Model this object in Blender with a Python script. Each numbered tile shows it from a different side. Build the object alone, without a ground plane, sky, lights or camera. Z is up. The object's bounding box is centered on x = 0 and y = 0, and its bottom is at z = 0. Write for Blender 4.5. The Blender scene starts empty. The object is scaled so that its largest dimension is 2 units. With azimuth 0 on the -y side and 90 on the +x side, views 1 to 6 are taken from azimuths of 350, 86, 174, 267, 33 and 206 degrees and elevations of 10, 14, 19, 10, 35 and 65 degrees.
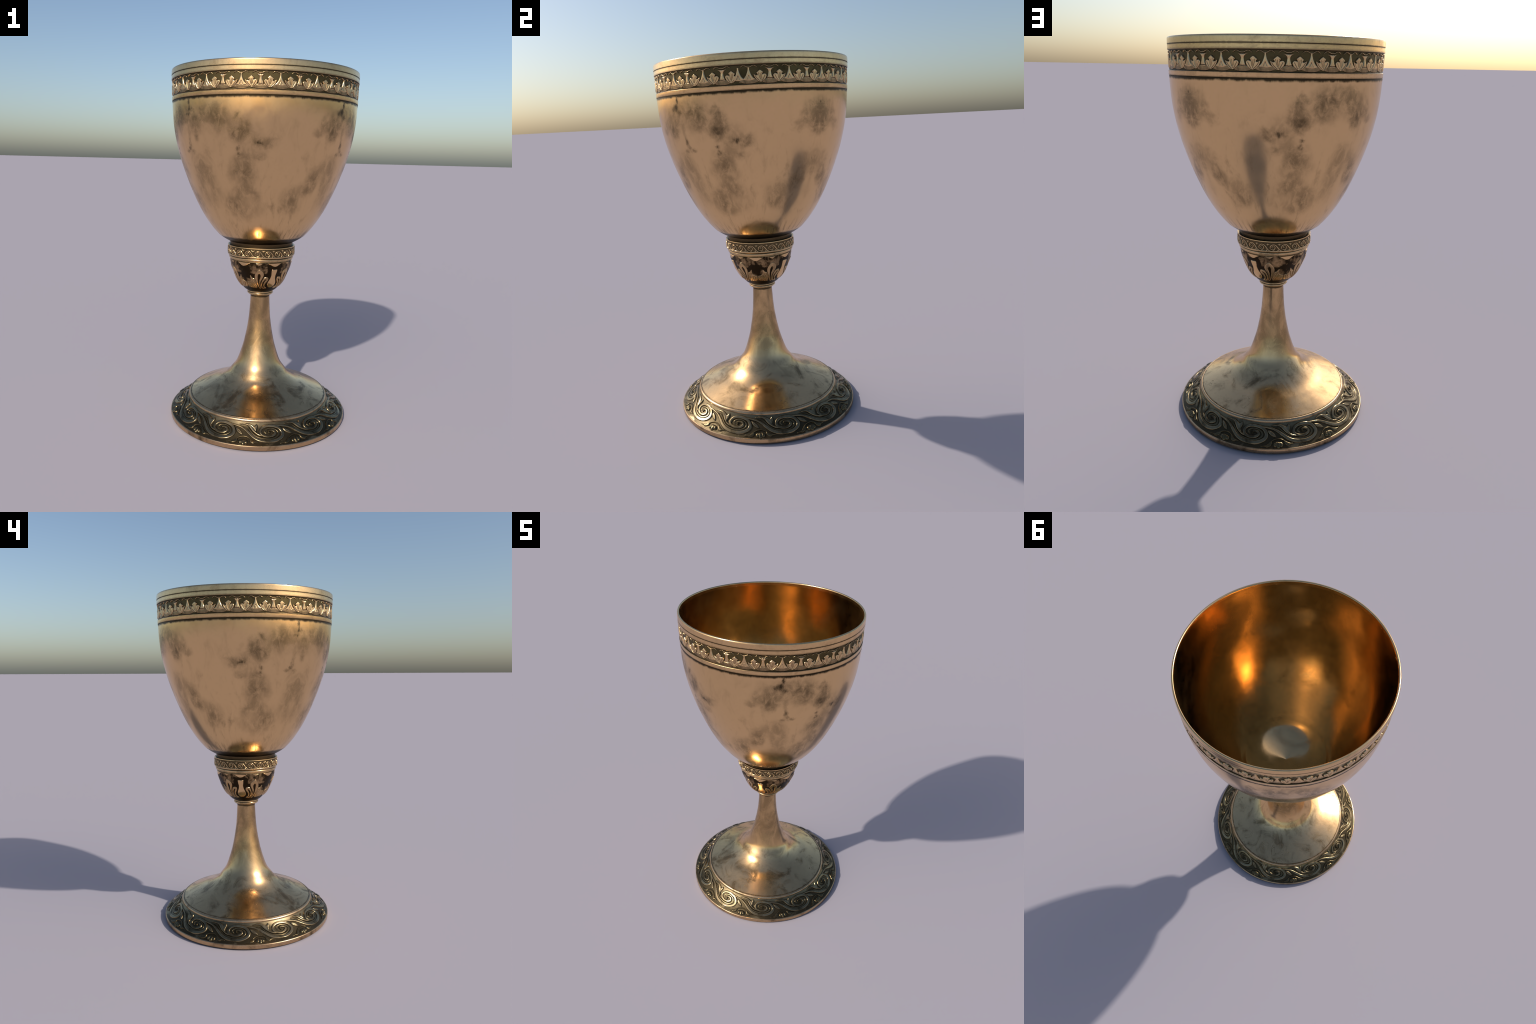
# An antique bronze chalice: deep bowl with an acanthus frieze under the rim, collar with a
# running scroll, engraved knop, flaring stem and a domed foot with a spiral-scroll border.
import bpy, math
import numpy as np

SEGS = 192
TAU = 2 * math.pi

# ------------------------------------------------------------------ curve helpers
def spline(pts, n=12, closed=False):
    """Centripetal-free Catmull-Rom through control points (any dimension)."""
    p = np.array(pts, float)
    if closed:
        q = np.vstack([p[-1], p, p[0], p[1]])
    else:
        q = np.vstack([2 * p[0] - p[1], p, 2 * p[-1] - p[-2]])
    out = []
    t = np.linspace(0, 1, n, endpoint=False)[:, None]
    for i in range(1, len(q) - 2):
        a, b, c, d = q[i - 1], q[i], q[i + 1], q[i + 2]
        out.append(0.5 * (2 * b + (c - a) * t + (2 * a - 5 * b + 4 * c - d) * t ** 2 + (3 * b - a - 3 * c + d) * t ** 3))
    out = np.vstack(out)
    return out if closed else np.vstack([out, p[-1]])


def bead(r0, z0, r1, z1, bulge, n=7):
    """Half-round moulding standing between two profile points (outside is to the right of travel downwards)."""
    a, b = np.array([r0, z0]), np.array([r1, z1])
    d = b - a
    nrm = np.array([-d[1], d[0]]) / np.hypot(*d)
    return [tuple(a + d * (1 - math.cos(math.pi * t)) / 2 + nrm * bulge * math.sin(math.pi * t)) for t in np.linspace(0, 1, n)]


# ------------------------------------------------------------------ object helpers
def link(name, mesh, parent, mat):
    ob = bpy.data.objects.new(name, mesh)
    bpy.context.scene.collection.objects.link(ob)
    ob.parent = parent
    if mat and not mesh.materials:
        mesh.materials.append(mat)
    return ob


def mesh_from(name, verts, faces, sharp=None):
    me = bpy.data.meshes.new(name)
    me.from_pydata([tuple(v) for v in verts], [], faces)
    me.update()
    me.polygons.foreach_set("use_smooth", [True] * len(me.polygons))
    if sharp:
        me.set_sharp_from_angle(angle=math.radians(sharp))
    return me


def revolve(name, prof, parent, mat, segs=SEGS, sharp=35, normals=None):
    """Surface of revolution of a profile that runs from top to bottom on the outside."""
    prof = np.array(prof, float)
    ang = np.arange(segs) * TAU / segs
    verts, rows = [], []
    for r, z in prof:
        if r < 1e-6:
            rows.append([len(verts)] * segs)
            verts.append((0, 0, z))
        else:
            rows.append(list(range(len(verts), len(verts) + segs)))
            verts += [(r * math.cos(a), r * math.sin(a), z) for a in ang]
    faces = []
    for a, b in zip(rows[:-1], rows[1:]):
        for j in range(segs):
            k = (j + 1) % segs
            f = [a[j], b[j], b[k], a[k]]
            f = [v for i, v in enumerate(f) if v not in f[:i]]
            if len(f) > 2:
                faces.append(f)
    me = mesh_from(name, verts, faces, None if normals is not None else sharp)
    if normals is not None:
        vn = []
        for (r, z), n in zip(prof, normals):
            vn += [(0, 0, 1)] if r < 1e-6 else [(n[0] * math.cos(a), n[0] * math.sin(a), n[1]) for a in ang]
        me.normals_split_custom_set_from_vertices(vn)
    return link(name, me, parent, mat)


class Surface:
    """Maps (angle, distance down the profile, height) to a point on a surface of revolution."""
    def __init__(self, prof, rref):
        self.p = np.array(prof, float)
        self.s = np.r_[0, np.cumsum(np.hypot(*np.diff(self.p, axis=0).T))]
        t = np.gradient(self.p, self.s, axis=0)
        t /= np.hypot(t[:, 0], t[:, 1])[:, None]
        self.n = np.stack([-t[:, 1], t[:, 0]], 1)
        self.rref = rref

    def at(self, th, s, h):
        f = lambda a: np.interp(s, self.s, a)
        r = f(self.p[:, 0]) + h * f(self.n[:, 0])
        z = f(self.p[:, 1]) + h * f(self.n[:, 1])
        return np.stack([r * np.cos(th), r * np.sin(th), z], -1)


# ------------------------------------------------------------------ signed distances in the unrolled plane
def sd_stroke(X, Y, pts, rad):
    pts = np.array(pts, float)
    rad = np.broadcast_to(np.asarray(rad, float), (len(pts),)) if np.ndim(rad) == 0 or len(rad) == len(pts) else np.interp(np.linspace(0, 1, len(pts)), np.linspace(0, 1, len(rad)), rad)
    best = np.full(X.shape, 9.0)
    for (ax, ay), (bx, by), ra, rb in zip(pts[:-1], pts[1:], rad[:-1], rad[1:]):
        dx, dy = bx - ax, by - ay
        t = np.clip(((X - ax) * dx + (Y - ay) * dy) / max(dx * dx + dy * dy, 1e-12), 0, 1)
        best = np.minimum(best, np.hypot(X - ax - t * dx, Y - ay - t * dy) - (ra + (rb - ra) * t))
    return best


def sd_poly(X, Y, pts):
    pts = np.array(pts, float)
    d = np.full(X.shape, 9.0)
    inside = np.zeros(X.shape, bool)
    for (ax, ay), (bx, by) in zip(pts, np.roll(pts, -1, axis=0)):
        dx, dy = bx - ax, by - ay
        t = np.clip(((X - ax) * dx + (Y - ay) * dy) / max(dx * dx + dy * dy, 1e-12), 0, 1)
        d = np.minimum(d, np.hypot(X - ax - t * dx, Y - ay - t * dy))
        if ay != by:
            cross = (ay > Y) != (by > Y)
            inside ^= cross & (X < (bx - ax) * (Y - ay) / (by - ay) + ax)
    return np.where(inside, -d, d)


def sd_oval(X, Y, cx, cy, rx, ry, turn=0.0):
    c, s = math.cos(turn), math.sin(turn)
    u, v = ((X - cx) * c + (Y - cy) * s) / rx, (-(X - cx) * s + (Y - cy) * c) / ry
    return (np.hypot(u, v) - 1) * min(rx, ry)


def groove(X, Y, pts, width):
    return np.exp(-(np.maximum(sd_stroke(X, Y, pts, 0.0), 0) / width) ** 2)


def relief(name, surf, box, step, sdf, height, bevel, carve=None, base=0.0, sink=0.0015):
    """A raised ornament on a surface: plateau with rounded edges given by a signed distance,
    its border sunk a little under the ground so that no gap shows."""
    x0, x1, y0, y1 = box
    nx, ny = int((x1 - x0) / step) + 1, int((y1 - y0) / step) + 1
    X, Y = np.meshgrid(np.linspace(x0, x1, nx), np.linspace(y0, y1, ny))
    d = sdf(X, Y)
    k = np.clip(-d / bevel, 0, 1)
    h = height * np.sqrt(np.clip(1 - (1 - k) ** 2, 0, 1))
    if carve is not None:
        h = h - np.minimum(carve(X, Y), np.maximum(h, 0)) * (d < 0)
    h = np.where(d > 0, -np.minimum(d * 1.5, sink), h) + base
    P = surf.at(X / surf.rref, Y, h).reshape(-1, 3)
    low = d.reshape(-1)
    idx = np.arange(nx * ny).reshape(ny, nx)
    quads = np.stack([idx[:-1, :-1], idx[:-1, 1:], idx[1:, 1:], idx[1:, :-1]], -1).reshape(-1, 4)
    quads = quads[(low[quads].min(1) < step * 0.6)]
    used, inv = np.unique(quads, return_inverse=True)
    quads = inv.reshape(-1, 4)
    quads = quads[:, ::-1] if OUTWARD(P[used], quads) else quads
    return mesh_from(name, P[used], quads.tolist())


def OUTWARD(P, quads):
    """True when the faces look towards the axis or downwards and must be flipped."""
    q = P[quads]
    n = np.cross(q[:, 1] - q[:, 0], q[:, 3] - q[:, 0])
    c = q.mean(1)
    return float((n[:, 0] * c[:, 0] + n[:, 1] * c[:, 1]).sum()) < 0


def ring_of(name, me, parent, mat, angles):
    out = []
    for a in angles:
        ob = link(name, me, parent, mat)
        ob.rotation_euler = (0, 0, math.radians(a))
        out.append(ob)
    return out


# ------------------------------------------------------------------ materials
class Nodes:
    def __init__(self, name):
        self.mat = bpy.data.materials.new(name)
        self.mat.use_nodes = True
        self.t = self.mat.node_tree
        self.bsdf = self.t.nodes["Principled BSDF"]

    def put(self, sock, v):
        if hasattr(v, "is_output"):
            self.t.links.new(v, sock)
        elif v is not None:
            sock.default_value = v

    def math(self, op, a, b=None, c=None, clamp=False):
        n = self.t.nodes.new("ShaderNodeMath")
        n.operation, n.use_clamp = op, clamp
        for s, v in zip(n.inputs, (a, b, c)):
            self.put(s, v)
        return n.outputs[0]

    def vec(self, op, a, b=None):
        n = self.t.nodes.new("ShaderNodeVectorMath")
        n.operation = op
        self.put(n.inputs[0], a)
        self.put(n.inputs[1], b)
        return n.outputs["Value" if op in ("LENGTH", "DISTANCE", "DOT_PRODUCT") else "Vector"]

    def xyz(self, x, y, z):
        n = self.t.nodes.new("ShaderNodeCombineXYZ")
        for s, v in zip(n.inputs, (x, y, z)):
            self.put(s, v)
        return n.outputs[0]

    def split(self, v):
        n = self.t.nodes.new("ShaderNodeSeparateXYZ")
        self.put(n.inputs[0], v)
        return n.outputs

    def obj(self):
        return self.t.nodes.new("ShaderNodeTexCoord").outputs["Object"]

    def noise(self, v, scale, detail=4.0, rough=0.55, dist=0.0, colour=False):
        n = self.t.nodes.new("ShaderNodeTexNoise")
        self.put(n.inputs["Vector"], v)
        n.inputs["Scale"].default_value = scale
        n.inputs["Detail"].default_value = detail
        n.inputs["Roughness"].default_value = rough
        n.inputs["Distortion"].default_value = dist
        return n.outputs["Color" if colour else "Fac"]

    def span(self, v, a, b, c=0.0, d=1.0, smooth=True):
        n = self.t.nodes.new("ShaderNodeMapRange")
        n.interpolation_type = "SMOOTHSTEP" if smooth else "LINEAR"
        self.put(n.inputs[0], v)
        for s, x in zip(list(n.inputs)[1:5], (a, b, c, d)):
            self.put(s, x)
        return n.outputs[0]

    def mix(self, f, a, b):
        n = self.t.nodes.new("ShaderNodeMix")
        n.data_type = "RGBA"
        self.put(n.inputs[0], f)
        self.put(n.inputs[6], a)
        self.put(n.inputs[7], b)
        return n.outputs[2]

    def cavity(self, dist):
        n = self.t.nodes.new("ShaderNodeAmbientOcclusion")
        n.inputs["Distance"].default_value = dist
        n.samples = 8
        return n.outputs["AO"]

    def bump(self, h, strength, dist):
        n = self.t.nodes.new("ShaderNodeBump")
        n.inputs["Strength"].default_value = strength
        n.inputs["Distance"].default_value = dist
        self.put(n.inputs["Height"], h)
        self.put(self.bsdf.inputs["Normal"], n.outputs[0])


METAL = (0.78, 0.512, 0.255, 1)
DARK = (0.055, 0.036, 0.018, 1)


def bronze(name, metal=METAL, dark=DARK, rough=0.17, stain=None, tarnish=0.25, tarnish_scale=9.0, cavity=(0.012, 0.35, 0.85),
           cavity_amount=0.9, wave=0.0, grain=0.25):
    """Polished bronze: cloudy tarnish, hollows darkened by ambient occlusion, optional mask of larger stains."""
    m = Nodes(name)
    co = m.obj()
    n1 = m.noise(co, tarnish_scale, 6, 0.62, 0.6)
    cloud = m.math("MULTIPLY", m.span(n1, 0.48, 0.74), tarnish)
    fine = m.math("MULTIPLY", m.span(m.noise(co, 70, 5, 0.6), 0.45, 0.8), grain * 0.5)
    f = m.math("ADD", cloud, fine, clamp=True)
    if stain is not None:
        f = m.math("MAXIMUM", f, stain(m, co))
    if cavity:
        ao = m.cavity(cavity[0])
        dirt = m.math("MULTIPLY", m.span(ao, cavity[1], cavity[2], 1.0, 0.0), cavity_amount)  # occlusion shade written into the base colour of crevices
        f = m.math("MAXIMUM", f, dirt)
    m.put(m.bsdf.inputs["Base Color"], m.mix(f, metal, dark))
    m.bsdf.inputs["Metallic"].default_value = 1.0
    rg = m.math("ADD", m.span(m.noise(co, 14, 5, 0.6), 0.3, 0.75, rough * 0.8, rough * 1.3), m.math("MULTIPLY", f, 0.22))
    m.put(m.bsdf.inputs["Roughness"], rg)
    if wave:
        m.bump(m.noise(co, 3.2, 1.0, 0.35), 1.0, wave)
    return m.mat


# stains of the bowl: the pattern repeats every quarter turn and is mirrored on the other half
MIRROR_AT = 216.2
BLOBS = [  # degrees within the quarter, height, half width in degrees, half height, strength
    (17.0, 1.728, 8.5, 0.085, 0.72), (10.0, 1.755, 8.0, 0.050, 0.42), (22.0, 1.700, 6.0, 0.050, 0.28), (3.0, 1.720, 7.0, 0.070, 0.25), (38.0, 1.640, 7.0, 0.050, 0.35), (29.3, 1.655, 5.6, 0.052, 0.85), (29.5, 1.730, 3.6, 0.034, 0.75), (33.5, 1.695, 3.6, 0.050, 0.60),
    (45.5, 1.602, 6.0, 0.038, 0.62), (41.0, 1.604, 3.0, 0.013, 0.95), (37.5, 1.610, 3.0, 0.020, 0.5), (35.0, 1.560, 8.0, 0.060, 0.42), (42.5, 1.540, 4.5, 0.020, 0.4),
    (28.5, 1.577, 1.5, 0.013, 0.95), (28.9, 1.548, 1.7, 0.014, 0.95), (30.0, 1.490, 7.5, 0.070, 0.56), (24.0, 1.460, 5.0, 0.050, 0.32), (34.0, 1.440, 6.5, 0.070, 0.48),
    (29.0, 1.365, 8.0, 0.060, 0.50), (38.0, 1.350, 6.0, 0.040, 0.45), (20.5, 1.295, 8.5, 0.075, 0.58), (28.0, 1.260, 9.0, 0.060, 0.40),
    (40.0, 1.280, 8.0, 0.050, 0.30), (7.3, 1.600, 1.6, 0.030, 0.75), (8.6, 1.575, 1.6, 0.012, 0.85), (11.0, 1.560, 2.4, 0.012, 0.60), (5.5, 1.560, 2.6, 0.012, 0.5), (6.6, 1.660, 1.6, 0.060, 0.30),
    (3.4, 1.772, 2.5, 0.017, 1.0), (4.8, 1.808, 1.0, 0.040, 0.95), (6.0, 1.748, 2.4, 0.011, 0.95), (0.5, 1.763, 2.4, 0.011, 0.8),
    (1.5, 1.470, 8.5, 0.085, 0.46), (7.0, 1.400, 6.0, 0.060, 0.25), (5.0, 1.330, 8.0, 0.070, 0.32),
    (86.5, 1.715, 8.0, 0.085, 0.58), (86.5, 1.650, 5.0, 0.050, 0.62), (79.0, 1.705, 3.0, 0.040, 0.42), (77.0, 1.660, 4.5, 0.030, 0.42), (93.0, 1.740, 6.0, 0.060, 0.35),
    (80.0, 1.440, 5.5, 0.080, 0.46), (86.0, 1.510, 6.0, 0.040, 0.20), (78.0, 1.385, 6.0, 0.055, 0.46), (63.0, 1.325, 8.5, 0.075, 0.46), (68.0, 1.290, 8.0, 0.060, 0.36), (72.0, 1.370, 6.0, 0.040, 0.3),
]


def bowl_stain(m, co):
    x, y, z = m.split(co)
    th = m.math("MULTIPLY", m.math("ARCTAN2", y, x), 180 / math.pi)
    g = m.math("PINGPONG", m.math("ADD", th, 720 - MIRROR_AT), 180.0)
    p = m.xyz(m.math("MULTIPLY", g, 0.0085), z, 0.0)
    warp = m.vec("MULTIPLY", m.vec("SUBTRACT", m.noise(p, 12, 6, 0.68, 0, True), (0.5, 0.5, 0.5)), (8.5, 0.105, 0))
    phi = m.math("MODULO", g, 90.0)
    flat = m.xyz(phi, z, 0.0)
    q = m.vec("ADD", flat, warp)
    q_small = m.vec("ADD", flat, m.vec("MULTIPLY", m.vec("SUBTRACT", m.noise(p, 45, 4, 0.65, 0, True), (0.5, 0.5, 0.5)), (4.0, 0.034, 0)))
    once = m.span(m.math("MODULO", m.math("ADD", th, 720 - MIRROR_AT), 360.0), 30.0, 40.0, 0.15, 1.0)   # the drips show on two quarters only
    once = m.math("MULTIPLY", once, m.span(m.math("ABSOLUTE", m.math("SUBTRACT", m.math("MODULO", m.math("ADD", th, 720 - MIRROR_AT), 360.0), 270.0)), 38.0, 45.0))
    total = None
    for a, h, w, k, s in BLOBS:
        for shift in ((0,) if 10 < a < 80 else ((0, 90) if a <= 10 else (0, -90))):
            d = m.vec("LENGTH", m.vec("MULTIPLY", m.vec("SUBTRACT", q_small if w < 3.2 else q, (a + shift, h, 0)), (1 / (1.4 * w), 1 / (1.4 * k), 0)))
            v = m.span(d, 1.0, 0.1, 0.0, s)
            if w < 2.7 and a < 12:
                v = m.math("MULTIPLY", v, once)
            # stains overlay one another: 1 - (1-a)(1-b)
            total = v if total is None else m.math("SUBTRACT", 1.0, m.math("MULTIPLY", m.math("SUBTRACT", 1.0, total), m.math("SUBTRACT", 1.0, v)))
    streak = m.noise(m.vec("MULTIPLY", p, (1, 0.7, 1)), 22, 7, 0.68, 0.5)
    mott = m.span(streak, 0.30, 0.62, 0.30, 1.15)
    low = m.math("MULTIPLY", m.span(m.noise(m.vec("MULTIPLY", p, (1, 0.5, 1)), 15, 6, 0.65, 0.6), 0.48, 0.72, 0, 0.45), m.span(z, 1.78, 1.25, 0.35, 1.0))
    total = m.math("MAXIMUM", total, low)
    hem = m.math("MULTIPLY", m.span(m.noise(m.vec("MULTIPLY", p, (1.6, 0.3, 1)), 26, 5, 0.7), 0.46, 0.66, 0.05, 0.8), m.span(z, 1.20, 1.105))
    total = m.math("MAXIMUM", total, hem)
    neck = m.span(m.math("ADD", z, m.math("MULTIPLY", m.noise(co, 40, 4, 0.7), 0.015)), 1.112, 1.094, 0.0, 0.99)  # underside of the bowl painted near-black down to the neck
    rim = m.math("MULTIPLY", m.span(m.math("ADD", z, m.math("MULTIPLY", m.noise(m.vec("MULTIPLY", p, (1, 0.15, 1)), 34, 5, 0.7), 0.024)), 1.826, 1.838), 0.97)
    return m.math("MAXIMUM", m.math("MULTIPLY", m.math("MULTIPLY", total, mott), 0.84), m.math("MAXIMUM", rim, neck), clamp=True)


def flow_stain(m, co):
    x, y, z = m.split(co)
    r = m.math("SQRT", m.math("ADD", m.math("MULTIPLY", x, x), m.math("MULTIPLY", y, y)))
    # dome of the foot: clouds, dirt against the bead, a few thread-like marks
    cl = m.span(m.noise(co, 7.5, 7, 0.66, 0.9), 0.44, 0.69, 0.0, 0.78)
    edge = m.span(m.math("ADD", r, m.math("MULTIPLY", m.noise(co, 45, 4, 0.7), 0.012)), 0.405, 0.414, 0.0, 0.95)
    crack = m.math("ABSOLUTE", m.math("SUBTRACT", m.noise(co, 8, 4, 0.5, 1.5), 0.5))
    line = m.math("MULTIPLY", m.span(crack, 0.0, 0.007, 0.8, 0.0), m.span(m.noise(co, 5, 2), 0.56, 0.66))
    dome = m.math("MULTIPLY", m.math("MAXIMUM", m.math("MAXIMUM", cl, edge), line), m.span(z, 0.40, 0.24))
    # stem: brown film, a dark seam at the back, a ring of marks, dark band under the ring
    film = m.math("MULTIPLY", m.span(m.noise(m.vec("MULTIPLY", co, (1, 1, 0.6)), 12, 6, 0.65, 0.6), 0.30, 0.64, 0.18, 0.58), m.span(z, 0.26, 0.42))
    wob = m.math("MULTIPLY", m.math("SUBTRACT", m.noise(co, 40, 3), 0.5), 0.004)
    seam = m.math("MULTIPLY", m.span(m.math("ABSOLUTE", m.math("ADD", m.math("SUBTRACT", x, 0.017), wob)), 0.0010, 0.0060, 0.85, 0.0),
                  m.math("MULTIPLY", m.span(y, 0.0, 0.03), m.span(z, 0.56, 0.70)))
    ring = m.math("MULTIPLY", m.span(m.math("ABSOLUTE", m.math("SUBTRACT", m.math("ADD", z, m.math("MULTIPLY", m.noise(co, 30, 3), 0.05)), 0.620)), 0.0, 0.014, 0.55, 0.0),
                  m.span(m.noise(co, 30, 4), 0.50, 0.60))
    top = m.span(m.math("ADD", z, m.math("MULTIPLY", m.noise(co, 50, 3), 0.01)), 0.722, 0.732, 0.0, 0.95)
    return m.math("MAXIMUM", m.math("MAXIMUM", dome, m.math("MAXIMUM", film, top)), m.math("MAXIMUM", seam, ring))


def knop_stain(m, co):
    x, y, z = m.split(co)
    a = m.math("MULTIPLY", m.math("ARCTAN2", y, x), 180 / math.pi)
    off = m.math("ABSOLUTE", m.math("SUBTRACT", m.math("MODULO", m.math("ADD", a, 720 - 47), 60.0), 30.0))   # 0 at the leaf, 30 at the panels
    n = m.noise(co, 24, 7, 0.70, 0.3)
    turn = m.math("ABSOLUTE", m.math("SUBTRACT", m.math("MODULO", m.math("ADD", a, 720 - 47), 120.0), 60.0))                        # 60 at the keyhole, 0 at the bare panel
    dark = m.math("ADD", m.span(n, 0.36, 0.62, 0.30, 0.93), m.span(off, 15.0, 27.0, 0.0, 0.22))
    ragged = m.math("MULTIPLY", m.math("SUBTRACT", n, 0.5), 1.6)
    spot = m.vec("LENGTH", m.xyz(m.math("MULTIPLY", turn, 1 / 13.0), m.math("MULTIPLY", m.math("SUBTRACT", z, 0.886), 1 / 0.036), 0.0))
    grit = m.noise(co, 60, 6, 0.75, 0.4)
    dark = m.math("ADD", dark, m.math("MULTIPLY", m.span(m.math("ADD", spot, m.math("MULTIPLY", m.math("SUBTRACT", grit, 0.5), 3.0)), 1.35, 0.1, 0.0, 0.9), m.span(n, 0.30, 0.55, 0.45, 1.0)))
    dark = m.math("ADD", dark, m.math("MULTIPLY", m.span(m.math("ADD", turn, m.math("MULTIPLY", ragged, 4.0)), 44.0, 48.0), m.span(z, 0.935, 0.920, 0.0, 0.8)))
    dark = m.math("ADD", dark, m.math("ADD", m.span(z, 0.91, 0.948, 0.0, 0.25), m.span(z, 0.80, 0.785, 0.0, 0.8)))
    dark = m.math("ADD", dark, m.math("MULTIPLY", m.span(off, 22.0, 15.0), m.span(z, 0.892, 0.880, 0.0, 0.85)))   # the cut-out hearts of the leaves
    return m.math("MINIMUM", m.math("MULTIPLY", dark, 1.0, clamp=True), 0.985)


def neck_dark_mask(m, co):
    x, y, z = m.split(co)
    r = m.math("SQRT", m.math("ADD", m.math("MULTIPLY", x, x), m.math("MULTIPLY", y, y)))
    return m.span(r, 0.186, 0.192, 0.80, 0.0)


def rim_dark_lines(m, co):
    """Dark lines painted along the turned grooves, and short vertical runs from them."""
    x, y, z = m.split(co)
    wob = m.math("MULTIPLY", m.math("SUBTRACT", m.noise(m.vec("MULTIPLY", co, (1, 1, 0.12)), 55, 4, 0.7), 0.5), 0.010)
    f = None
    for level, w in ((1.9675, 0.0024), (1.9395, 0.0055), (1.8560, 0.0026), (1.8305, 0.0036)):
        d = m.math("ABSOLUTE", m.math("SUBTRACT", z, level))
        v = m.math("MAXIMUM", m.span(d, w * 0.6, w, 0.95, 0.0), m.span(m.math("ADD", d, wob), w, w * 2.6, 0.45, 0.0))
        f = v if f is None else m.math("MAXIMUM", f, v)
    return f


def border_stain(m, co):
    """Paler towards the bead above and in light streaks by the outer edge."""
    x, y, z = m.split(co)
    pale_streaks = m.span(m.noise(co, 13, 4, 0.6, 0.5), 0.56, 0.66)
    pale_zone = m.math("MAXIMUM", m.span(z, 0.085, 0.112), m.math("MULTIPLY", m.span(z, 0.050, 0.036), pale_streaks))
    return m.math("MULTIPLY", m.math("SUBTRACT", 1.0, pale_zone), 0.75)


def edge_dark_line(m, co):
    z = m.split(co)[2]
    return m.span(z, 0.004, 0.0085, 0.97, 0.0)


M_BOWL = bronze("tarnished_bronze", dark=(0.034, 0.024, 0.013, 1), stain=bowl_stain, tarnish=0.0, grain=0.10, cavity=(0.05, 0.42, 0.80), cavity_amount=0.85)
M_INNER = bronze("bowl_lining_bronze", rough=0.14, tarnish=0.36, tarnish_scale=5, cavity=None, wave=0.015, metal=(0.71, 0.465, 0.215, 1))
M_RIM = bronze("rim_bronze", dark=(0.035, 0.024, 0.012, 1), rough=0.20, stain=rim_dark_lines, tarnish=0.28, tarnish_scale=13, cavity=(0.006, 0.40, 0.85))
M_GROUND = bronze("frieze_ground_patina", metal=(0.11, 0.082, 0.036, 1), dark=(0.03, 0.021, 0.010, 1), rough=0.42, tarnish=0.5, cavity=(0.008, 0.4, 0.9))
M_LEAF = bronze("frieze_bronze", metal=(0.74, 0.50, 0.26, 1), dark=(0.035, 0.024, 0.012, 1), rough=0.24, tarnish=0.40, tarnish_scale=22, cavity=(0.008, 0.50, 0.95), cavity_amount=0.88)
M_SILL = bronze("frieze_base_darkened", metal=(0.40, 0.27, 0.14, 1), dark=(0.03, 0.021, 0.010, 1), rough=0.28, tarnish=0.7, tarnish_scale=18, cavity=(0.010, 0.50, 0.96), cavity_amount=0.95)  # base colour lowered to give the dark pinkish reflection along the frieze foot
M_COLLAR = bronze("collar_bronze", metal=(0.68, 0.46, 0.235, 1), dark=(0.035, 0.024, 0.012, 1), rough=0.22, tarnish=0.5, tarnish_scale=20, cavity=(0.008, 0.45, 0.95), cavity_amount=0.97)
M_NECK = bronze("neck_bronze", rough=0.24, dark=(0.025, 0.017, 0.008, 1), stain=neck_dark_mask, tarnish=0.4, tarnish_scale=20, cavity=(0.008, 0.45, 0.95), cavity_amount=0.97)
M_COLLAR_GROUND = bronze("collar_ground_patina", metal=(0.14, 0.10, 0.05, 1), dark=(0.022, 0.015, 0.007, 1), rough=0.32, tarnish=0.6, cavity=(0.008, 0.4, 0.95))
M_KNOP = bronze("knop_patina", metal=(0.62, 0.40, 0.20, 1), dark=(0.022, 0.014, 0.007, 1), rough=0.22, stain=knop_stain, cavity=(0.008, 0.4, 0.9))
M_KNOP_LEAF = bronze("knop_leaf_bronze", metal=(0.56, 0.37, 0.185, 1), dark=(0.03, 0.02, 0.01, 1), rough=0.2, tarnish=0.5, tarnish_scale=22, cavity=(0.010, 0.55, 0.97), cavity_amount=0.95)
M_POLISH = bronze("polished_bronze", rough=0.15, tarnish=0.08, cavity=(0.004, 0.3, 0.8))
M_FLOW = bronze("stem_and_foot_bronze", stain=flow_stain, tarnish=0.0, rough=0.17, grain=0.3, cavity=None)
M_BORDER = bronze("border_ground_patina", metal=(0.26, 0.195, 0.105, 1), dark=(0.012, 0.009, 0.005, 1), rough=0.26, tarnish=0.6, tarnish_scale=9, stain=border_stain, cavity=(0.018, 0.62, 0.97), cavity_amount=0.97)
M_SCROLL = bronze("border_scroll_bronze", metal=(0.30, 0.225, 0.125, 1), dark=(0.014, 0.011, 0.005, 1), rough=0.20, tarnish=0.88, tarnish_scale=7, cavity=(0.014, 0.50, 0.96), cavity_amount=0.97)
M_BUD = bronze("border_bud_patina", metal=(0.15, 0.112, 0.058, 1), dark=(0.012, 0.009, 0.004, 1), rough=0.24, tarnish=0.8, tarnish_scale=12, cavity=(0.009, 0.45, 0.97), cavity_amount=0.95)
M_EDGE = bronze("worn_edge_bronze", metal=(0.57, 0.385, 0.215, 1), rough=0.26, tarnish=0.95, tarnish_scale=7, stain=edge_dark_line, cavity=(0.008, 0.3, 0.8))

# ------------------------------------------------------------------ the thing
goblet = bpy.data.objects.new("goblet", None)
bpy.context.scene.collection.objects.link(goblet)
goblet["label"] = "antique bronze chalice with acanthus frieze, engraved knop and scrolled foot"
goblet["category"] = "goblet"

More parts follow.
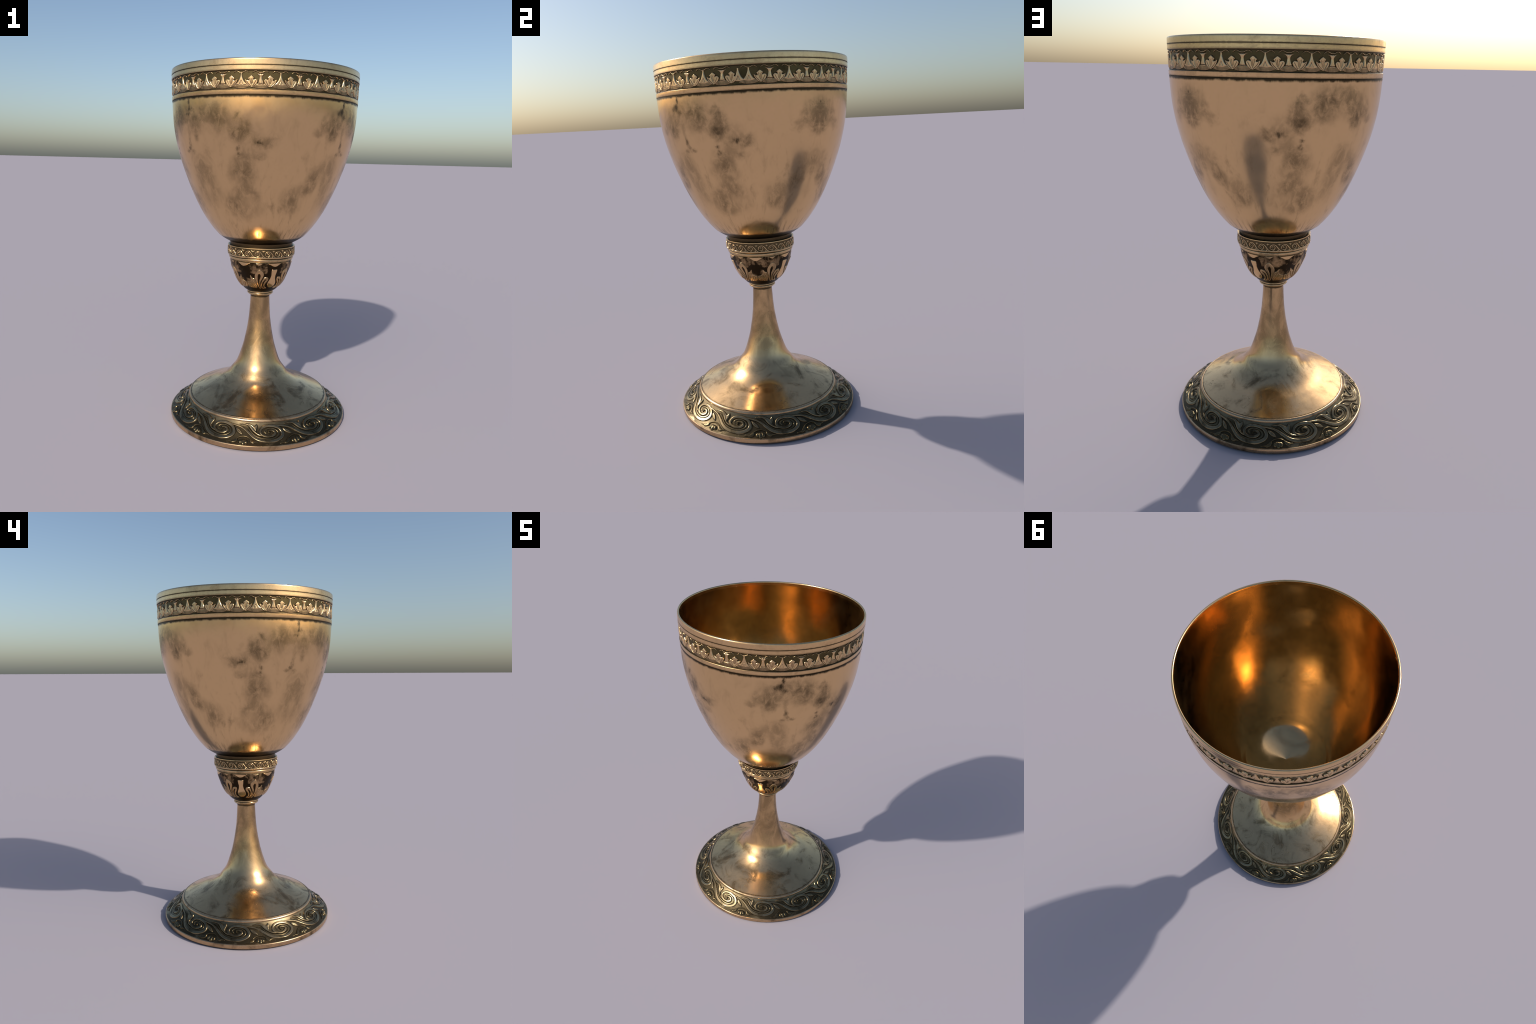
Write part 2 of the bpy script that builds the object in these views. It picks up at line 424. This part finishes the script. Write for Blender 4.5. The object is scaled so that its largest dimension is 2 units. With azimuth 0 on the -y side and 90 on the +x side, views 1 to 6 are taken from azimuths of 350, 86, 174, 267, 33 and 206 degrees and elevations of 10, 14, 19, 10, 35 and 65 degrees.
# ---- bowl: outer wall
WALL_Z0, WALL_H = 1.095, 0.735
WALL_CURVE = [0.68886, -2.03978, 2.23224, -1.33929, 0.72745, 0.24991]     # radius as a polynomial of the height up the wall
wall_z = np.linspace(1.829, WALL_Z0, 90)
wall = np.stack([np.polyval(WALL_CURVE, (wall_z - WALL_Z0) / WALL_H), wall_z], 1)
wall[:4, 0] = np.minimum(wall[:4, 0], 0.5195)
under = spline([(0.2500, 1.0950), (0.2180, 1.0735), (0.1890, 1.0575), (0.176, 1.0520)], 5)
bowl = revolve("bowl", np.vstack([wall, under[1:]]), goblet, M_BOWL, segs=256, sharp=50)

# ---- bowl: lining, ending in a shallow cone whose tip lies on the axis
inner = [(r - 0.0135, z) for r, z in wall if z > 1.120]
wall_in = np.array([(0.5105, 1.978), (0.5098, 1.94), (0.5085, 1.88)] + inner + [(0.2505, 1.1120), (0.2455, 1.1050)])[::-1]
radii = [0.0, 0.004, 0.012, 0.03, 0.05, 0.075, 0.10, 0.125, 0.15, 0.175, 0.20, 0.220, 0.236]
cone = np.array([(r, 1.040 + 0.235 * r) for r in radii])
lining_profile = np.vstack([cone, wall_in])


def lining_normals():
    """The bottom is shaded as if it curved up into the wall, with normals bent to shape the wedge of sky it mirrors."""
    t = np.gradient(lining_profile, axis=0)
    n = np.stack([-t[:, 1], t[:, 0]], 1)
    for i, r in enumerate(radii):
        n[i] = (-(0.2 + 0.8 * (r / 0.252) ** 3), 1)
    return n / np.hypot(n[:, 0], n[:, 1])[:, None]


lining = revolve("lining", lining_profile, bowl, M_INNER, segs=256, normals=lining_normals())

# ---- rim with two mouldings and a rounded lip
rim_profile = [(0.5105, 1.978), (0.5108, 1.990)] + [(0.5168 - 0.006 * math.cos(t), 1.9935 + 0.0065 * math.sin(t)) for t in np.linspace(0.1, math.pi - 0.1, 9)] + \
    [(0.5230, 1.990), (0.5235, 1.9692), (0.5200, 1.9686), (0.5200, 1.9664), (0.5230, 1.9658), (0.5234, 1.9448), (0.5224, 1.9436), (0.5168, 1.9420), (0.5165, 1.938)]
rim = revolve("rim", rim_profile, bowl, M_RIM, segs=256, sharp=25)

# ---- frieze under the rim
FRIEZE = Surface([(0.5165, 1.938), (0.5160, 1.900), (0.5152, 1.8575)], 0.52)
frieze = revolve("frieze", FRIEZE.p, bowl, M_GROUND, segs=256)
revolve("moulding", [(0.5152, 1.8575), (0.5160, 1.8555), (0.5196, 1.8545), (0.5209, 1.8530), (0.5203, 1.8335), (0.5200, 1.8322), (0.5172, 1.8312), (0.5172, 1.8298), (0.5195, 1.829)],
        bowl, M_RIM, segs=256, sharp=25)

HG0, HG_STEP = 5.9, 20.96           # first baluster and the pitch of the frieze; the pattern closes with a wider bay
HX, HY = 0.1184e-3, 0.1123e-3       # the motif was drawn on a grid of these steps


def fr(pts, mirror=1):
    """Frieze drawing units (x from the axis of the motif, y up from the lower line) to metres on the band."""
    return [(-mirror * x * HX, 0.0808 - y * HY) for x, y in pts]


def both_sides(half):
    return half + [(-x, y) for x, y in half[::-1]]


baluster = both_sides([(165, 612), (135, 590), (75, 520), (55, 472), (62, 400), (85, 320), (118, 240), (130, 195), (105, 160), (50, 145)])
spike = both_sides([(30, 650), (36, 560), (60, 470), (95, 380), (140, 300), (200, 235), (255, 190), (200, 150), (60, 118)])
leaf_half = [(0, 545), (70, 505), (125, 445), (92, 372), (150, 392), (222, 380), (264, 310), (240, 225), (170, 140), (60, 55), (-40, 68), (-130, 130), (-215, 235), (-243, 300), (-252, 390), (-172, 348), (-100, 352), (-142, 425), (-62, 505)]
veins = [[(0, 400), (10, 300), (30, 120)], [(190, 320), (140, 220), (70, 100)], [(-190, 310), (-120, 200), (0, 90)], [(-60, 420), (-45, 330), (0, 180)], [(75, 430), (65, 340), (50, 200)]]


def smooth(pts, n=5):
    return spline(pts, n, closed=True)


box = lambda p, m: (min(q[0] for q in p) - m, max(q[0] for q in p) + m, min(q[1] for q in p) - m, max(q[1] for q in p) + m)
P = fr(baluster)
me = relief("baluster", FRIEZE, box(P, 0.003), 0.0009, lambda X, Y: sd_poly(X, Y, smooth(P)), 0.0052, 0.006,
            carve=lambda X, Y: 0.0012 * groove(X, Y, fr([(38, 590), (22, 470), (45, 220)]), 0.0018) + 0.0012 * groove(X, Y, fr([(-38, 590), (-22, 470), (-45, 220)]), 0.0018)
            + 0.0035 * groove(X, Y, fr([(-140, 215), (0, 200), (140, 215)]), 0.0012))
BAYS = [HG0 + HG_STEP * k for k in range(17)]
ring_of("baluster", me, frieze, M_LEAF, BAYS)
for m in (1, -1):
    L = [(x - 388, y) for x, y in leaf_half]
    P2 = fr(L, m)
    V = [fr([(x - 388, y) for x, y in v], m) for v in veins]
    me = relief("acanthus_leaf", FRIEZE, box(P2, 0.003), 0.0007, lambda X, Y: sd_poly(X, Y, spline(P2, 4, True)), 0.0056, 0.0035,
                carve=lambda X, Y: sum(0.0022 * groove(X, Y, spline(v, 4), 0.0011) for v in V))
    ring_of("acanthus_leaf", me, frieze, M_LEAF, BAYS)
P3 = fr(spike)
me = relief("spike", FRIEZE, box(P3, 0.003), 0.0009, lambda X, Y: sd_poly(X, Y, smooth(P3)), 0.0050, 0.006,
            carve=lambda X, Y: 0.0018 * groove(X, Y, fr([(0, 330), (-70, 190)]), 0.0012) + 0.0018 * groove(X, Y, fr([(0, 330), (70, 190)]), 0.0012))
SPIKES = [HG0 + HG_STEP * (k + 0.5) for k in range(16)] + [355.1]              # the closing bay is wider
ring_of("spike", me, frieze, M_LEAF, SPIKES + [349.6])
arch = both_sides([(350, 645), (300, 690), (215, 722), (120, 690), (60, 660)])[::-1]
for where, w in ((BAYS, 1.0), (SPIKES, 0.92)):
    A = spline(fr([(x * w, y) for x, y in arch]), 5)
    me = relief("scallop", FRIEZE, box(A, 0.004), 0.0008, lambda X, Y: sd_stroke(X, Y, A, [0.0009, 0.0019, 0.0017, 0.0021, 0.0017, 0.0019, 0.0009]), 0.0048, 0.0020)
    ring_of("scallop", me, frieze, M_LEAF, where)
base = fr(both_sides([(0, 205), (150, 215), (280, 190), (400, 90), (330, 60), (200, 42), (60, 34)]))
me = relief("plinth", FRIEZE, box(base, 0.004), 0.0010, lambda X, Y: sd_poly(X, Y, smooth(base)), 0.0026, 0.0075)
ring_of("plinth", me, frieze, M_SILL, BAYS + SPIKES)
sill = [(-400, 150), (-310, 95), (-200, 62), (-60, 48), (60, 48), (200, 62), (310, 95), (400, 150)]
A = spline(fr(sill), 4)
me = relief("sill", FRIEZE, box(A, 0.006), 0.0009, lambda X, Y: sd_stroke(X, Y, A, [0.0012, 0.0036, 0.0060, 0.0070, 0.0060, 0.0036, 0.0012]), 0.0022, 0.0060)
ring_of("sill", me, frieze, M_SILL, BAYS)
ring_of("sill", me, frieze, M_SILL, SPIKES)

# ---- collar: ribbed neck, flat flange, running scroll, two beads
collar_profile = [(0.186, 1.0570)]
for k in range(4):
    z = 1.0565 - 0.0055 * k
    collar_profile += bead(0.1835 - 0.0008 * k, z, 0.1827 - 0.0008 * k, z - 0.0048, 0.0018, 5)
collar_profile += [(0.1790, 1.0340), (0.1800, 1.0325), (0.1935, 1.0340), (0.1960, 1.0365), (0.1968, 1.0360), (0.1972, 1.0345), (0.1972, 1.0320), (0.1945, 1.0305)]
revolve("collar", collar_profile, goblet, M_NECK, sharp=40)
collar = bpy.data.objects["collar"]
COLLAR = Surface([(0.1945, 1.0305), (0.1948, 1.010), (0.1950, 0.9875)], 0.197)
revolve("collar_frieze", COLLAR.p, collar, M_COLLAR_GROUND)
revolve("collar_bead", [(0.1950, 0.9875)] + bead(0.1962, 0.9868, 0.1905, 0.9760, 0.0030) + [(0.1862, 0.9738)] + bead(0.1868, 0.9728, 0.1850, 0.9578, 0.0034) + [(0.1808, 0.9560), (0.1812, 0.9535)],
        collar, M_COLLAR, sharp=50)
CU = 0.237e-3
cc = lambda pts: [(x * CU, 0.0258 - y * CU * 1.0) for x, y in pts]
# one wave: it rises out of the last one, loops over its own curl and runs down to the next
wave_line = [(6, 2), (-14, -10), (-30, 10), (-14, 36), (16, 36), (38, 8), (28, -32), (-8, -50), (-46, -38)]
over_line = [(-66, -36), (-68, 6), (-46, 44), (-4, 64), (44, 54), (88, 10), (124, -40), (170, -72), (232, -76), (272, -52)]
W1, W2 = spline(cc(wave_line), 6), spline(cc(over_line), 6)
me = relief("running_scroll", COLLAR, (-0.020, 0.069, 0.004, 0.049), 0.0007,
            lambda X, Y: np.minimum(sd_stroke(X, Y, W1, [0.0016, 0.0023, 0.0025]), sd_stroke(X, Y, W2, [0.0020, 0.0028, 0.0028, 0.0030, 0.0030, 0.0022])), 0.0034, 0.0020)
C0, CSTEP = 14.9, 360 / 21
C_ANG = [C0 + CSTEP * k for k in range(21)]
ring_of("running_scroll", me, collar, M_COLLAR, C_ANG)
bud = [[(128, 44), (128, 96)], [(128, 60), (98, 92)], [(128, 60), (160, 92)], [(128, 56), (82, 78)], [(128, 56), (176, 80)]]
me = relief("palmette", COLLAR, (0.016, 0.047, 0.0, 0.022), 0.0007,
            lambda X, Y: np.minimum.reduce([sd_stroke(X, Y, cc(b), [0.0018, 0.0012]) for b in bud] + [sd_oval(X, Y, *cc([(134, 12)])[0], 0.0022, 0.0028)]), 0.0034, 0.0018)
ring_of("palmette", me, collar, M_COLLAR, C_ANG)
tri = cc([(78, -92), (100, -38), (122, -62), (168, -98)])
me = relief("spandrel", COLLAR, box(tri, 0.002), 0.0007, lambda X, Y: sd_poly(X, Y, tri), 0.0030, 0.0016)
ring_of("spandrel", me, collar, M_COLLAR, C_ANG)

# ---- knop: an egg-shaped node engraved with leaves
KNOP_PTS = [(0.1812, 0.9535), (0.1795, 0.929), (0.1742, 0.9070), (0.1630, 0.879), (0.1434, 0.8347), (0.1265, 0.8075), (0.1075, 0.7870), (0.0905, 0.7700), (0.0740, 0.7625)]
knop_profile = spline(KNOP_PTS, 6)
KNOP = Surface(knop_profile, 0.15)
knop = revolve("knop", knop_profile, goblet, M_KNOP)
kp = lambda pts: [(math.radians(a) * 0.15, s + 0.003) for a, s in pts]
sym = lambda half: half + [(-a, s) for a, s in half[::-1]]
T6 = [47 + 60 * k for k in range(6)]
p = kp(sym([(0.0, 0.0005), (13.5, 0.0015), (8.0, 0.0105), (4.0, 0.0180), (1.0, 0.0205)]))
p_tri = p
me = relief("triangle_panel", KNOP, box(p, 0.003), 0.0010, lambda X, Y: sd_poly(X, Y, p_tri), 0.0022, 0.0018)
ring_of("triangle_panel", me, knop, M_POLISH, T6)
p_hg = spline(kp(sym([(0.0, 0.0385), (5.2, 0.0385), (5.2, 0.060), (4.6, 0.078), (5.8, 0.098), (8.8, 0.118), (10.2, 0.136), (8.6, 0.152), (4.0, 0.164)])), 4, True)
me = relief("keyhole_panel", KNOP, box(p_hg, 0.003), 0.0011, lambda X, Y: sd_poly(X, Y, p_hg), 0.0024, 0.0020)
ring_of("keyhole_panel", me, knop, M_POLISH, T6[0::2])
p_small = kp([(0, 0.0005), (7.0, 0.0015), (3.0, 0.009), (0, 0.0145), (-3.0, 0.009), (-7.0, 0.0015)])
me = relief("small_panel", KNOP, box(p_small, 0.003), 0.0010, lambda X, Y: sd_poly(X, Y, p_small), 0.0018, 0.0012)
ring_of("small_panel", me, knop, M_KNOP_LEAF, [a + 30 for a in T6])
# flame-shaped leaf with an open heart, and one curled side lobe towards the keyhole
flame = spline(kp([(0.4, 0.036), (6.2, 0.048), (9.6, 0.067), (8.6, 0.086), (5.4, 0.107), (3.0, 0.130), (5.5, 0.172), (0.5, 0.172), (-5.0, 0.135), (-7.6, 0.112), (-9.0, 0.092), (-8.4, 0.072), (-4.8, 0.052)]), 5, True)
heart = spline(kp([(0.4, 0.062), (3.0, 0.078), (2.0, 0.095), (0.6, 0.112), (1.5, 0.150), (4.0, 0.168), (1.0, 0.160), (-2.2, 0.122), (-2.8, 0.100), (-2.4, 0.078)]), 5, True)
curl = spline(kp([(9.2, 0.096), (12.5, 0.089), (17.0, 0.087), (19.8, 0.095), (19.6, 0.110), (16.5, 0.124), (14.0, 0.138), (14.2, 0.156), (20.0, 0.172), (8.0, 0.174), (4.5, 0.140), (6.0, 0.118)]), 5, True)
curl_slot = spline(kp([(14.6, 0.104), (11.5, 0.116), (9.2, 0.134), (9.4, 0.152), (12.5, 0.168)]), 5)
fan = spline(kp([(-9.5, 0.100), (-13.5, 0.096), (-18.5, 0.080), (-19.0, 0.110), (-24.0, 0.122), (-28.8, 0.126), (-28.8, 0.158), (-22.0, 0.168), (-16.0, 0.170), (-6.0, 0.172), (-4.5, 0.145), (-7.0, 0.120)]), 4, True)
fan_slots = [kp([(-26.5, 0.130), (-22.5, 0.148), (-19.0, 0.168)]), kp([(-16.5, 0.104), (-13.0, 0.130), (-6.0, 0.168)]), kp([(-22.0, 0.128), (-16.5, 0.150), (-12.0, 0.170)]), kp([(-11.5, 0.108), (-8.5, 0.130), (-2.5, 0.165)])]
for flip, turn in ((1, [T6[k] + 30 for k in (1, 3, 5)]), (-1, [T6[k] + 30 for k in (0, 2, 4)])):
    f = lambda q: np.array(q) * np.array([flip, 1])
    F, H, Cu, Sl, Fa = f(flame), f(heart), f(curl), f(curl_slot), f(fan)
    me = relief("flame_leaf", KNOP, box(F, 0.003), 0.0011, lambda X, Y: np.maximum(sd_poly(X, Y, F), -sd_poly(X, Y, H)), 0.0030, 0.0022)
    ring_of("flame_leaf", me, knop, M_KNOP_LEAF, turn)
    me = relief("curled_leaf", KNOP, box(Cu, 0.003), 0.0011, lambda X, Y: np.maximum(sd_poly(X, Y, Cu), -sd_stroke(X, Y, Sl, [0.0022, 0.0040, 0.0036, 0.0022])), 0.0028, 0.0020)
    ring_of("curled_leaf", me, knop, M_KNOP_LEAF, turn)
    me = relief("fan_leaf", KNOP, box(Fa, 0.003), 0.0011, lambda X, Y: sd_poly(X, Y, Fa), 0.0022, 0.0028,
                carve=lambda X, Y: sum(0.0022 * groove(X, Y, f(q), 0.0012) for q in fan_slots))
    ring_of("fan_leaf", me, knop, M_KNOP_LEAF, turn)

# ---- ring between knop and stem
ring_profile = [(0.0740, 0.7625)] + bead(0.0735, 0.7635, 0.0742, 0.7535, 0.0030) + bead(0.0735, 0.7525, 0.0725, 0.7420, 0.0042) + bead(0.0680, 0.7415, 0.0655, 0.7365, 0.0018) + [(0.0590, 0.7350), (0.0560, 0.7330)]
revolve("ring", ring_profile, goblet, M_COLLAR, sharp=50)

# ---- stem and dome of the foot: one flowing surface, split where the flare opens out
FLOW = [(0.0555, 0.734), (0.0566, 0.7210), (0.0595, 0.660), (0.0632, 0.6070), (0.0668, 0.574), (0.0740, 0.524), (0.0832, 0.4750), (0.0945, 0.4250), (0.1175, 0.3515), (0.136, 0.308), (0.160, 0.2750),
        (0.190, 0.239), (0.240, 0.203), (0.300, 0.176), (0.350, 0.154), (0.4085, 0.1290)]
flow = spline(FLOW, 6)
tan = np.gradient(flow, axis=0)
nrm = np.stack([-tan[:, 1], tan[:, 0]], 1)
nrm /= np.hypot(nrm[:, 0], nrm[:, 1])[:, None]
cut = int(np.argmin(abs(flow[:, 1] - 0.300)))
revolve("stem", flow[:cut + 1], goblet, M_FLOW, normals=nrm[:cut + 1])
foot = revolve("foot", flow[cut:], goblet, M_FLOW, normals=nrm[cut:])

# ---- border of the foot
revolve("border_bead", [(0.4085, 0.1290), (0.4092, 0.1276)] + bead(0.4092, 0.1282, 0.4195, 0.1175, 0.0030, 9) + [(0.4200, 0.1150)], foot, M_EDGE, sharp=60)
BAND = [(0.408, 0.129), (0.414, 0.121), (0.440, 0.092), (0.470, 0.067), (0.500, 0.045), (0.5235, 0.031)]
band = spline(BAND, 10)
BORDER = Surface(band, 0.465)
revolve("border", [q for q in band if q[0] > 0.4195], foot, M_BORDER)
revolve("edge", [(0.5235, 0.0310), (0.5262, 0.0302), (0.5282, 0.0280), (0.5288, 0.0250), (0.5288, 0.0090), (0.5275, 0.0050), (0.5235, 0.0015), (0.515, 0.0), (0.480, 0.0), (0.470, 0.012), (0.30, 0.06), (0.0, 0.09)],
        foot, M_EDGE, sharp=30)

F0, FSTEP = 8.1, 360 / 11
F_ANG = [F0 + FSTEP * k for k in range(11)]
fp = lambda pts: [(math.radians(a) * 0.465, s) for a, s in pts]
main = spline(fp([(-33.4, 0.0392), (-28.1, 0.0405), (-21.5, 0.0489), (-17.7, 0.0632), (-14.6, 0.0821), (-12.0, 0.0998), (-8.7, 0.1150), (-4.1, 0.1237), (0.25, 0.1245), (4.0, 0.1165), (6.8, 0.1005), (7.6, 0.0783), (6.0, 0.0552), (2.9, 0.0428),
                  (-1.0, 0.0385), (-4.9, 0.0441), (-7.0, 0.0594), (-7.2, 0.0771), (-5.5, 0.0912), (-2.7, 0.0977), (0.5, 0.0945), (2.4, 0.0828), (2.0, 0.0690), (-0.1, 0.0640), (-1.9, 0.0690), (-1.3, 0.0780)]), 8)
me = relief("spiral_scroll", BORDER, (-0.29, 0.075, 0.026, 0.136), 0.0016, lambda X, Y: sd_stroke(X, Y, main, [0.003, 0.0060, 0.0088, 0.0100, 0.0100, 0.0098, 0.0092, 0.0084, 0.0078, 0.0082, 0.0078, 0.0070, 0.0056]), 0.0056, 0.0042)
ring_of("spiral_scroll", me, foot, M_SCROLL, F_ANG)
# a low fillet that fills the channel between the turns
fillet = spline(fp([(-22.0, 0.0430), (-17.0, 0.0475), (-14.5, 0.0640), (-12.2, 0.0830), (-9.5, 0.0980), (-5.5, 0.1080), (-0.5, 0.1110), (3.2, 0.1010), (5.0, 0.0830), (3.9, 0.0640), (0.8, 0.0520), (-2.6, 0.0540), (-4.6, 0.0670), (-3.6, 0.0800)]), 6)
me = relief("fillet", BORDER, (-0.195, 0.06, 0.030, 0.124), 0.0016, lambda X, Y: sd_stroke(X, Y, fillet, [0.001, 0.0046, 0.0052, 0.0056, 0.0052, 0.0044, 0.0036]), 0.0030, 0.0030)
ring_of("fillet", me, foot, M_BUD, F_ANG)
branch = spline(fp([(-22.6, 0.0350), (-19.1, 0.0357), (-16.2, 0.0410), (-14.3, 0.0569), (-12.7, 0.0716), (-10.5, 0.0853), (-8.0, 0.0965), (-5.0, 0.0990), (-6.4, 0.0890), (-8.9, 0.0806), (-9.9, 0.0697), (-9.6, 0.0564), (-9.1, 0.0420), (-10.1, 0.0290),
                    (-11.2, 0.0385), (-11.9, 0.0410), (-13.5, 0.0335), (-16.1, 0.0262), (-19.6, 0.0268)]), 4, True)
bvein = spline(fp([(-21, 0.0310), (-16.5, 0.0315), (-13.0, 0.0450), (-11.3, 0.0620), (-9.5, 0.0800)]), 5)
me = relief("acanthus_branch", BORDER, (-0.19, -0.03, 0.018, 0.106), 0.0014, lambda X, Y: sd_poly(X, Y, branch), 0.0066, 0.0065,
            carve=lambda X, Y: 0.0014 * groove(X, Y, bvein, 0.0028))
ring_of("acanthus_branch", me, foot, M_SCROLL, F_ANG)
leaf = spline(fp([(-24.6, 0.0560), (-22.2, 0.0605), (-20.2, 0.0720), (-18.9, 0.0930), (-21.3, 0.0890), (-23.6, 0.0755)]), 5, True)
lvein = fp([(-24.2, 0.058), (-21.8, 0.074), (-19.2, 0.091)])
me = relief("leaf", BORDER, box(leaf, 0.004), 0.0012, lambda X, Y: sd_poly(X, Y, leaf), 0.0062, 0.0070, carve=lambda X, Y: 0.0010 * groove(X, Y, lvein, 0.0016))
ring_of("leaf", me, foot, M_SCROLL, F_ANG)
# flower bud of three lobes under an arched spray
bx, by = fp([(-17.9, 0.1310)])[0]


def bud_sdf(X, Y):
    return np.minimum.reduce([sd_oval(X, Y, bx, by - 0.002, 0.0250, 0.0130), sd_oval(X, Y, bx, by + 0.005, 0.0100, 0.0160), sd_oval(X, Y, bx - 0.014, by + 0.002, 0.0105, 0.0115), sd_oval(X, Y, bx + 0.014, by + 0.002, 0.0105, 0.0115)])


seams = [spline([(bx + k * 0.0035, by - 0.013), (bx + k * 0.0085, by - 0.003), (bx + k * 0.0075, by + 0.013)], 5) for k in (-1, 1)]
me = relief("flower_bud", BORDER, (bx - 0.032, bx + 0.032, by - 0.022, by + 0.024), 0.0011, bud_sdf, 0.0084, 0.0100,
            carve=lambda X, Y: sum(0.0020 * groove(X, Y, q, 0.0014) for q in seams))
ring_of("flower_bud", me, foot, M_BUD, F_ANG)
spray = spline(fp([(-28.0, 0.1410), (-25.2, 0.1375), (-23.2, 0.1240), (-20.9, 0.1080), (-17.9, 0.1010), (-15.3, 0.1060), (-13.0, 0.1200), (-10.5, 0.1290), (-8.6, 0.1300)]), 6)
lobes = [spline(fp(q), 4, True) for q in ([(-28.2, 0.1412), (-24.8, 0.1320), (-22.0, 0.1170), (-21.6, 0.1280), (-22.6, 0.1400), (-24.6, 0.1460), (-25.6, 0.1420)],
                                          [(-8.2, 0.1300), (-11.8, 0.1240), (-14.2, 0.1130), (-14.3, 0.1260), (-13.2, 0.1370), (-11.6, 0.1410), (-10.6, 0.1345)])]
me = relief("spray", BORDER, (-0.235, -0.06, 0.094, 0.152), 0.0013, lambda X, Y: np.minimum.reduce([sd_stroke(X, Y, spray, [0.0012, 0.0034, 0.0036, 0.0034, 0.0012])] + [sd_poly(X, Y, q) for q in lobes]), 0.0056, 0.0048)
ring_of("spray", me, foot, M_BUD, F_ANG)
